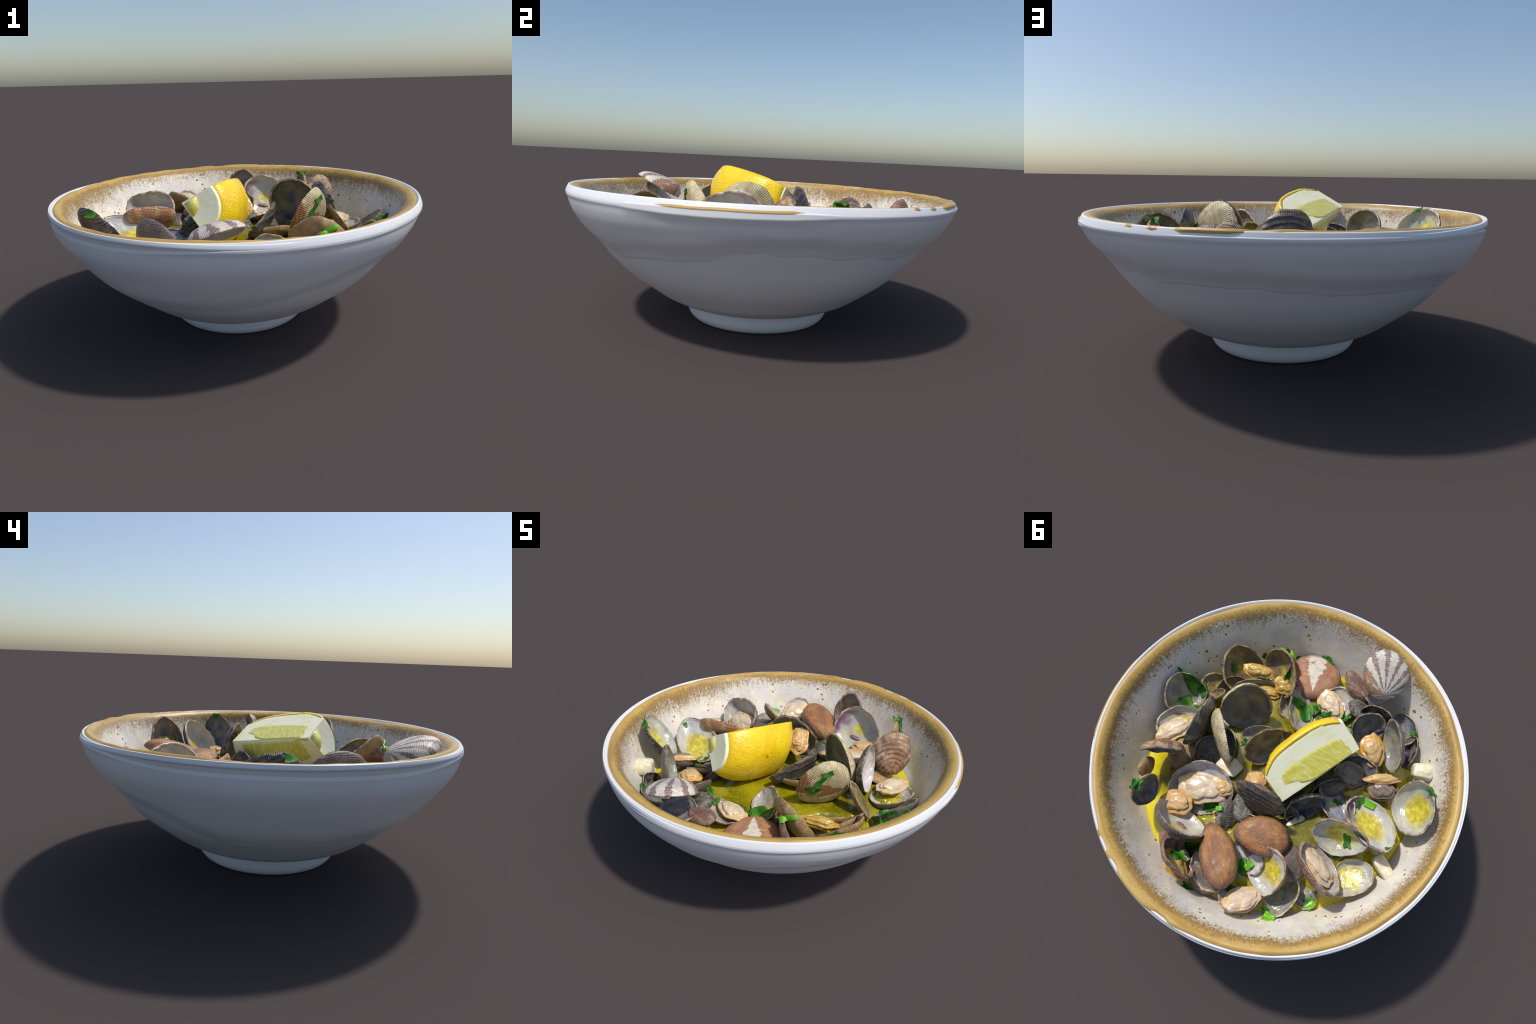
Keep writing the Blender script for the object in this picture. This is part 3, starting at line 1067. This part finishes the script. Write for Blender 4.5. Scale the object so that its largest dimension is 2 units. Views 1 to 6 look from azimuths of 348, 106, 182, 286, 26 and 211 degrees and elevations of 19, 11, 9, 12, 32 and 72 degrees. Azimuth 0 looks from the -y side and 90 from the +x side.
body((0.648, 0.108, 0.475), (0.085, 0.05, 0.035), -120, "pale", 0, (0, 0, 1))
valve((0.547, -0.004, 0.468), (0.505, 0.061, 0.720), (0.987, 0.074, 0.145), 0.317, 0.45, 2, "dark_grey", "pearl")
clam((0.583, 0.274, 0.591))
valve((0.586, 0.236, 0.464), (0.581, 0.311, 0.719), (-0.504, 0.826, -0.253), 0.238, 0.55, 3, "ridged", "navy")
clam((0.314, 0.320, 0.485))
valve((0.476, 0.408, 0.477), (0.152, 0.232, 0.492), (-0.147, 0.350, 0.925), 0.313, 0.45, 0, "grey_brown", "pearl_broth")
body((0.311, 0.308, 0.470), (0.11, 0.075, 0.04), -155, "pale", 1, (0, 0.1, 1))
body((0.206, 0.251, 0.485), (0.045, 0.032, 0.03), -170, "orange", 2, (0, 0, 1))
body((0.376, 0.454, 0.480), (0.072, 0.055, 0.036), -157, "orange", 0, (0, 0, 1))
clam((0.402, 0.513, 0.573))
valve((0.439, 0.508, 0.573), (0.124, 0.533, 0.543), (-0.116, -0.860, 0.496), 0.286, 0.56, 1, "grey_brown", "pearl_purple")
valve((0.501, 0.489, 0.469), (0.545, 0.521, 0.707), (-0.983, -0.015, 0.181), 0.189, 0.45, 1, "tan", "navy")
clam((0.175, 0.692, 0.567))
valve((0.206, 0.632, 0.435), (0.144, 0.752, 0.700), (-0.413, -0.861, 0.295), 0.244, 0.50, 2, "brown_purple", "tan_inner")
body((0.171, 0.738, 0.545), (0.07, 0.045, 0.03), 160, "gold", 2, (-0.4, -0.5, 0.8))
clam((0.010, 0.611, 0.490))
valve((-0.062, 0.517, 0.492), (0.079, 0.649, 0.547), (0.018, 0.367, -0.930), 0.391, 0.52, 2, "brown", "grey")
valve((0.048, 0.511, 0.421), (-0.024, 0.767, 0.501), (-0.035, -0.307, 0.951), 0.236, 0.40, 3, "tan", "pearl")
clam((-0.134, 0.360, 0.515))
valve((-0.095, 0.257, 0.500), (-0.173, 0.463, 0.530), (-0.018, 0.137, -0.990), 0.312, 0.52, 2, "brown", "grey")
clam((-0.218, 0.605, 0.517))
valve((-0.319, 0.613, 0.514), (-0.157, 0.406, 0.544), (0.516, 0.503, 0.693), 0.295, 0.45, 1, "tan", "pearl_broth")
valve((-0.254, 0.619, 0.460), (-0.141, 0.784, 0.550), (0.346, -0.622, 0.702), 0.211, 0.42, 1, "brown_purple", "pearl")
body((-0.218, 0.701, 0.505), (0.085, 0.055, 0.032), -119, "pale", 2, (0.2, -0.5, 1))
clam((-0.376, 0.562, 0.455))
valve((-0.289, 0.564, 0.440), (-0.462, 0.559, 0.470), (0.171, -0.002, 0.985), 0.245, 0.40, 1, "grey_brown", "grey")
clam((-0.477, 0.251, 0.560))
valve((-0.537, 0.280, 0.459), (-0.415, 0.396, 0.659), (-0.331, -0.713, 0.617), 0.326, 0.68, 2, "brown_purple", "grey_pearl")
body((-0.459, 0.346, 0.515), (0.1, 0.055, 0.04), 160, "pale", 0, (-0.3, -0.6, 0.8))
valve((-0.512, 0.238, 0.486), (-0.444, 0.091, 0.636), (-0.060, 0.699, 0.713), 0.310, 0.65, 1, "orange_edge", "broth")
clam((-0.641, 0.290, 0.472))
valve((-0.559, 0.234, 0.460), (-0.722, 0.347, 0.485), (0.162, 0.016, 0.987), 0.273, 0.35, 1, "tan", "broth")
clam((-0.655, -0.098, 0.563))
valve((-0.660, -0.109, 0.493), (-0.503, 0.075, 0.553), (0.118, -0.398, 0.910), 0.390, 0.45, 0, "grey_brown", "broth_purple")
valve((-0.626, -0.193, 0.497), (-0.830, -0.163, 0.710), (0.681, 0.436, 0.589), 0.304, 0.55, 0, "dark", "broth")
clam((-0.541, -0.226, 0.495))
valve((-0.503, -0.281, 0.530), (-0.579, -0.172, 0.460), (-0.202, 0.427, 0.881), 0.171, 0.50, 0, "grey_brown", "grey")
body((-0.542, -0.216, 0.500), (0.06, 0.045, 0.03), -162, "grey", 1, (0, 0.2, 1))
body((-0.522, -0.263, 0.530), (0.085, 0.022, 0.022), -148, "orange", 2, (0, 0, 1))
clam((-0.364, -0.126, 0.490))
valve((-0.412, -0.172, 0.450), (-0.327, -0.307, 0.541), (-0.223, 0.444, 0.868), 0.224, 0.45, 3, "grey_brown", "navy")
body((-0.347, -0.197, 0.485), (0.07, 0.055, 0.03), 179, "grey", 0, (-0.2, 0.4, 0.8))
valve((-0.395, -0.079, 0.470), (-0.323, 0.055, 0.500), (-0.106, -0.163, 0.981), 0.256, 0.40, 3, "brown_purple", "purple_blue")
clam((-0.386, -0.456, 0.547))
valve((-0.369, -0.427, 0.441), (-0.242, -0.528, 0.591), (-0.606, 0.319, 0.729), 0.227, 0.50, 1, "grey_brown", "navy")
body((-0.389, -0.387, 0.510), (0.075, 0.055, 0.045), 135, "orange", 1, (-0.1, 0.2, 1))
valve((-0.442, -0.426, 0.459), (-0.492, -0.445, 0.699), (0.811, 0.545, 0.210), 0.314, 0.45, 0, "grey_brown", "grey")
clam((-0.563, -0.501, 0.495))
valve((-0.524, -0.501, 0.450), (-0.601, -0.501, 0.540), (0.705, 0.363, 0.609), 0.199, 0.50, 3, "purple_brown", "purple_dark")
clam((-0.114, -0.684, 0.515))
valve((-0.213, -0.649, 0.480), (-0.014, -0.718, 0.550), (0.330, -0.006, -0.944), 0.115, 0.60, 3, "brown_purple", "grey")
clam((0.012, -0.463, 0.484))
valve((-0.015, -0.450, 0.460), (-0.115, -0.629, 0.500), (0.138, 0.142, 0.980), 0.229, 0.40, 3, "brown_purple", "grey_pearl")
body((-0.039, -0.519, 0.475), (0.078, 0.055, 0.035), 154, "pale", 1, (0.1, 0.2, 1))
valve((0.029, -0.430, 0.440), (0.148, -0.341, 0.535), (-0.468, -0.271, 0.841), 0.293, 0.40, 3, "brown_purple", "grey_pearl")
clam((0.394, -0.361, 0.468))
valve((0.362, -0.316, 0.420), (0.426, -0.405, 0.515), (-0.368, 0.541, 0.756), 0.305, 0.40, 1, "tan", "grey")
body((0.324, -0.398, 0.460), (0.06, 0.03, 0.025), -168, "gold", 0, (0, 0, 1))
clam((0.339, -0.085, 0.589))
valve((0.447, -0.092, 0.592), (0.227, -0.292, 0.572), (-0.648, 0.677, 0.349), 0.356, 0.46, 0, "cream", "grey")
valve((0.461, -0.093, 0.570), (0.221, 0.137, 0.620), (-0.698, -0.712, -0.078), 0.336, 0.36, 0, "cream", "navy")
clam((0.049, 0.061, 0.573))
valve((0.064, -0.034, 0.464), (0.167, -0.118, 0.639), (-0.725, 0.348, 0.595), 0.307, 0.50, 3, "ruffled", "navy")
valve((-0.031, 0.220, 0.461), (-0.001, 0.178, 0.728), (0.020, -0.987, -0.158), 0.302, 0.40, 3, "ruffled", "grey")
body((0.050, 0.145, 0.600), (0.07, 0.05, 0.04), 100, "orange", 0, (0, -0.6, 0.6))
body((0.062, 0.130, 0.600), (0.035, 0.03, 0.025), 30, "orange", 1, (0, 0, 1))
clam((-0.088, 0.200, 0.440))
valve((-0.052, 0.157, 0.420), (-0.125, 0.243, 0.460), (0.090, -0.353, 0.931), 0.285, 0.40, 3, "dark", "navy")
clam((0.393, 0.107, 0.450))
valve((0.314, 0.032, 0.439), (0.473, 0.183, 0.461), (-0.424, 0.318, 0.848), 0.200, 0.45, 1, "dark", "navy")  # filler shell, dark colours chosen to paint the shadow in a pile gap
clam((-0.332, 0.401, 0.455))
valve((-0.306, 0.298, 0.426), (-0.358, 0.504, 0.484), (0.206, 0.309, -0.928), 0.180, 0.45, 1, "grey_brown", "grey")
clam((-0.114, 0.494, 0.470))
valve((-0.016, 0.449, 0.486), (-0.213, 0.540, 0.454), (0.105, 0.527, 0.843), 0.180, 0.45, 0, "tan", "pearl")
clam((0.633, 0.385, 0.530))
valve((0.640, 0.324, 0.497), (0.625, 0.447, 0.563), (0.814, 0.349, -0.465), 0.100, 0.45, 1, "tan", "grey")
clam((-0.274, -0.131, 0.440))
valve((-0.377, -0.165, 0.421), (-0.171, -0.097, 0.459), (0.108, 0.216, -0.970), 0.200, 0.45, 1, "grey_brown", "grey")
clam((-0.216, -0.572, 0.485))
valve((-0.127, -0.555, 0.527), (-0.305, -0.589, 0.443), (0.318, 0.424, -0.848), 0.170, 0.45, 3, "dark_grey", "navy")
clam((0.331, -0.579, 0.520))
valve((0.364, -0.669, 0.549), (0.299, -0.489, 0.491), (0.798, 0.426, 0.426), 0.200, 0.45, 2, "brown_purple", "olive")
clam((0.159, 0.614, 0.400))
valve((0.031, 0.595, 0.418), (0.286, 0.633, 0.382), (0.108, 0.216, 0.970), 0.220, 0.45, 1, "dark", "navy")
clam((0.179, -0.120, 0.500))
valve((0.302, -0.081, 0.491), (0.055, -0.159, 0.509), (-0.105, 0.527, 0.843), 0.140, 0.45, 0, "tan", "grey_pearl")
clam((0.064, 0.269, 0.430))
valve((0.014, 0.355, 0.434), (0.115, 0.183, 0.426), (0.110, 0.110, -0.988), 0.160, 0.45, 3, "dark_grey", "grey")
clam((0.533, -0.298, 0.470))
valve((0.486, -0.386, 0.467), (0.580, -0.210, 0.473), (-0.667, 0.333, 0.667), 0.120, 0.45, 1, "tan", "olive")
clam((-0.240, 0.112, 0.500))
valve((-0.310, 0.016, 0.553), (-0.170, 0.208, 0.447), (-0.667, 0.667, 0.333), 0.220, 0.45, 3, "dark_grey", "navy")  # dark filler shells tucked into the hollow under the lemon
clam((-0.291, -0.057, 0.455))
valve((-0.355, -0.157, 0.473), (-0.227, 0.043, 0.437), (-0.768, 0.549, 0.329), 0.200, 0.45, 1, "dark", "navy")
clam((-0.146, 0.198, 0.470))
valve((-0.238, 0.160, 0.476), (-0.054, 0.236, 0.464), (-0.318, 0.848, 0.424), 0.200, 0.45, 2, "grey_brown", "grey")
clam((-0.308, -0.226, 0.465))
valve((-0.345, -0.319, 0.460), (-0.271, -0.133, 0.470), (-0.883, 0.331, 0.331), 0.200, 0.45, 3, "dark", "grey")
clam((0.349, 0.050, 0.470))
valve((0.286, 0.152, 0.464), (0.413, -0.051, 0.476), (0.424, 0.318, 0.848), 0.200, 0.45, 2, "grey_brown", "navy")
clam((0.451, 0.209, 0.380))
valve((0.359, 0.175, 0.331), (0.544, 0.243, 0.429), (0.518, -0.207, -0.830), 0.200, 0.45, 3, "dark_grey", "grey")
clam((-0.392, 0.000, 0.450))
valve((-0.301, 0.037, 0.434), (-0.484, -0.036, 0.466), (0.216, -0.108, 0.970), 0.180, 0.45, 3, "grey_brown", "purple_blue")
clam((-0.477, 0.486, 0.400))
valve((-0.425, 0.402, 0.413), (-0.529, 0.571, 0.387), (0.108, 0.216, 0.970), 0.160, 0.45, 3, "tan", "grey")
clam((0.540, 0.197, 0.440))
valve((0.494, 0.116, 0.477), (0.585, 0.278, 0.403), (-0.206, -0.309, -0.928), 0.180, 0.45, 2, "tan", "grey")
clam((0.613, -0.271, 0.430))
valve((0.523, -0.311, 0.413), (0.703, -0.231, 0.447), (-0.302, 0.302, 0.905), 0.180, 0.45, 2, "dark_grey", "olive")
clam((0.264, 0.644, 0.380))
valve((0.178, 0.694, 0.378), (0.350, 0.593, 0.382), (-0.206, -0.309, 0.928), 0.180, 0.45, 2, "grey_brown", "navy")
clam((-0.500, -0.641, 0.460))
valve((-0.422, -0.705, 0.462), (-0.577, -0.578, 0.458), (0.318, 0.424, 0.848), 0.180, 0.45, 1, "grey_brown", "navy")
clam((0.322, 0.702, 0.400))
valve((0.312, 0.609, 0.437), (0.331, 0.794, 0.363), (-0.228, -0.342, -0.912), 0.180, 0.45, 2, "brown_purple", "grey")
clam((0.015, 0.796, 0.430))
valve((-0.083, 0.787, 0.447), (0.113, 0.805, 0.413), (-0.111, -0.444, -0.889), 0.160, 0.45, 1, "grey_brown", "grey")
clam((-0.092, 0.399, 0.460))
valve((-0.177, 0.357, 0.427), (-0.008, 0.441, 0.493), (0.206, 0.309, -0.928), 0.160, 0.45, 1, "grey_brown", "navy")
clam((0.114, 0.359, 0.450))
valve((0.155, 0.279, 0.456), (0.072, 0.439, 0.444), (0.518, 0.207, -0.830), 0.150, 0.45, 3, "dark_grey", "navy")
clam((0.170, -0.412, 0.450))
valve((0.152, -0.511, 0.451), (0.188, -0.314, 0.449), (-0.527, 0.105, 0.843), 0.150, 0.45, 3, "brown_purple", "grey_pearl")


build_lemon()


def tree(pairs):
    vs, fs = [], []
    for me, M in pairs:
        b = len(vs)
        vs += [M @ v.co for v in me.vertices]
        fs += [tuple(b + i for i in p.vertices) for p in me.polygons]
    return BVHTree.FromPolygons(vs, fs)


build_broth(tree(SOLIDS))
garlic = mat_garlic()
chunk("garlic_clove", (-0.685, -0.425, 0.515), (0.065, 0.05, 0.05), 20, garlic, 1, "Pale cream chunk of cooked garlic clove", "garlic", 0)
chunk("garlic_clove", (-0.758, 0.144, 0.450), (0.085, 0.04, 0.035), 155, garlic, 2, "Pale cream chunk of cooked garlic clove", "garlic", 0)
chunk("garlic_clove", (0.257, 0.120, 0.470), (0.075, 0.06, 0.02), 175, garlic, 3, "Pale cream chunk of cooked garlic clove", "garlic", 0)
chunk("onion_slice", (-0.252, 0.206, 0.435), (0.07, 0.055, 0.012), -113, garlic, 4, "Thin pale translucent slice of cooked onion", "onion", 0)


GREEN = {"leaf": mat_leaf(), "stem": mat_stem()}
bvh = tree(SOLIDS + [(bpy.data.objects[n].data, Matrix.Identity(4)) for n in ("broth", "glazed_lining")])
parsley(bvh, (0.709, -0.219, 0.590), (0.11, 0.045), -178, "leaf", (0.3, 0.2, -0.8), 1, None)
parsley(bvh, (0.647, -0.204, 0.520), (0.06, 0.035), 128, "leaf", (0.3, 0, -0.8), 2, None)
parsley(bvh, (0.586, 0.511, 0.690), (0.05, 0.04), 20, "leaf", (-0.5, 0, -0.8), 3, None)
parsley(bvh, (0.071, -0.426, 0.450), (0.1, 0.075), -169, "leaf", (0, 0, -1), 4, None)
parsley(bvh, (0.145, -0.428, 0.470), (0.05, 0.04), 40, "leaf", (0, 0, -1), 5, None)
parsley(bvh, (-0.044, -0.441, 0.450), (0.05, 0.035), 40, "leaf", (0, 0, -1), 6, None)
parsley(bvh, (-0.156, -0.492, 0.500), (0.04, 0.03), 80, "leaf", (0, 0, -1), 7, None)
parsley(bvh, (0.224, 0.365, 0.550), (0.055, 0.04), 30, "leaf", (0, 0, -1), 8, None)
parsley(bvh, (0.157, 0.362, 0.500), (0.022, 0.015), 30, "stem", (0, 0, -1), 9, None)
parsley(bvh, (-0.479, -0.106, 0.500), (0.055, 0.022), -90, "leaf", (0, 0, -1), 10, None)
parsley(bvh, (-0.531, -0.121, 0.480), (0.035, 0.02), -175, "stem", (0, 0, -1), 11, None)
parsley(bvh, (-0.765, -0.275, 0.600), (0.045, 0.025), 157, "leaf", (0, 0, -1), 12, None)
parsley(bvh, (-0.528, 0.140, 0.550), (0.055, 0.027), 133, "leaf", (0, 0, -1), 13, None)
parsley(bvh, (-0.520, 0.240, 0.500), (0.022, 0.016), 30, "leaf", (0, 0, -1), 14, None)
parsley(bvh, (-0.727, 0.067, 0.580), (0.025, 0.013), -147, "leaf", (0, 0, -1), 15, None)
parsley(bvh, (-0.512, 0.507, 0.440), (0.04, 0.025), 70, "leaf", (0, 0, -1), 16, None)
parsley(bvh, (-0.537, 0.523, 0.440), (0.03, 0.02), 70, "stem", (0, 0, -1), 17, None)
parsley(bvh, (-0.383, 0.701, 0.500), (0.035, 0.03), 177, "stem", (0, 0, -1), 18, None)
parsley(bvh, (-0.345, 0.672, 0.490), (0.03, 0.02), 10, "leaf", (0, 0, -1), 19, None)
parsley(bvh, (-0.108, 0.550, 0.440), (0.07, 0.055), 10, "leaf", (0, 0, -1), 20, None)
parsley(bvh, (-0.130, 0.676, 0.470), (0.035, 0.025), 40, "leaf", (0, 0, -1), 21, None)
parsley(bvh, (0.175, 0.626, 0.450), (0.1, 0.07), 60, "leaf", (0, 0, -1), 22, None)
parsley(bvh, (0.182, 0.688, 0.450), (0.05, 0.04), 10, "leaf", (0, 0, -1), 23, None)
parsley(bvh, (0.071, 0.798, 0.480), (0.04, 0.03), 10, "leaf", (0, 0, -1), 24, None)
parsley(bvh, (-0.542, -0.601, 0.520), (0.04, 0.018), 157, "leaf", (0, 0, -1), 25, None)
parsley(bvh, (-0.574, -0.589, 0.530), (0.025, 0.012), 10, "leaf", (0, 0, -1), 26, None)
parsley(bvh, (0.296, -0.715, 0.470), (0.06, 0.022), -141, "leaf", (0, 0, -1), 27, None)
parsley(bvh, (0.135, -0.781, 0.470), (0.06, 0.02), 170, "leaf", (0, 0, -1), 28, None)
parsley(bvh, (0.564, -0.382, 0.560), (0.04, 0.016), 124, "leaf", (0.17, -0.27, -0.95), 29, None)
parsley(bvh, (0.487, -0.312, 0.480), (0.035, 0.018), -112, "leaf", (0, 0, -1), 30, None)
parsley(bvh, (0.450, -0.567, 0.580), (0.04, 0.02), 10, "leaf", (0.17, -0.27, -0.95), 31, None)
parsley(bvh, (0.258, -0.519, 0.560), (0.05, 0.02), 80, "leaf", (0.17, -0.27, -0.95), 32, None)
parsley(bvh, (0.247, -0.020, 0.580), (0.035, 0.02), 80, "leaf", (0.17, -0.27, -0.95), 33, None)
parsley(bvh, (-0.370, -0.038, 0.450), (0.035, 0.02), 20, "leaf", (0, 0, -1), 34, None)
parsley(bvh, (0.210, 0.384, 0.500), (0.03, 0.02), 50, "leaf", (0, 0, -1), 35, None)
parsley(bvh, (0.334, -0.639, 0.550), (0.016, 0.014), 0, "stem", (0, 0, -1), 36, None)
parsley(bvh, (-0.144, 0.529, 0.450), (0.03, 0.02), 70, "stem", (0, 0, -1), 37, None)
parsley(bvh, (0.360, -0.300, 0.640), (0.075, 0.022), 100, "leaf", (-0.42, 0.88, -0.45), 38, None)
parsley(bvh, (0.320, -0.290, 0.580), (0.055, 0.03), 20, "leaf", (-0.42, 0.88, -0.45), 39, None)
parsley(bvh, (0.400, -0.290, 0.700), (0.045, 0.018), 60, "leaf", (-0.42, 0.88, -0.45), 40, None)
parsley(bvh, (0.310, -0.580, 0.600), (0.05, 0.014), 60, "stem", (-0.42, 0.88, -0.45), 41, None)
parsley(bvh, (0.550, -0.550, 0.550), (0.045, 0.025), 70, "leaf", (-0.42, 0.88, -0.45), 42, None)
parsley(bvh, (0.200, -0.100, 0.520), (0.05, 0.02), 70, "leaf", (-0.42, 0.88, -0.45), 43, None)
parsley(bvh, (-0.220, -0.420, 0.500), (0.06, 0.02), 110, "leaf", (0, 0.6, -0.7), 44, None)
parsley(bvh, (-0.620, -0.460, 0.520), (0.02, 0.012), 10, "stem", (0, 0, -1), 45, None)
parsley(bvh, (0.750, -0.185, 0.600), (0.075, 0.05), 15, "leaf", (-0.2, 0.45, -0.8), 46, None)
parsley(bvh, (0.545, 0.515, 0.730), (0.045, 0.04), 60, "leaf", (0, 0, -1), 47, None)
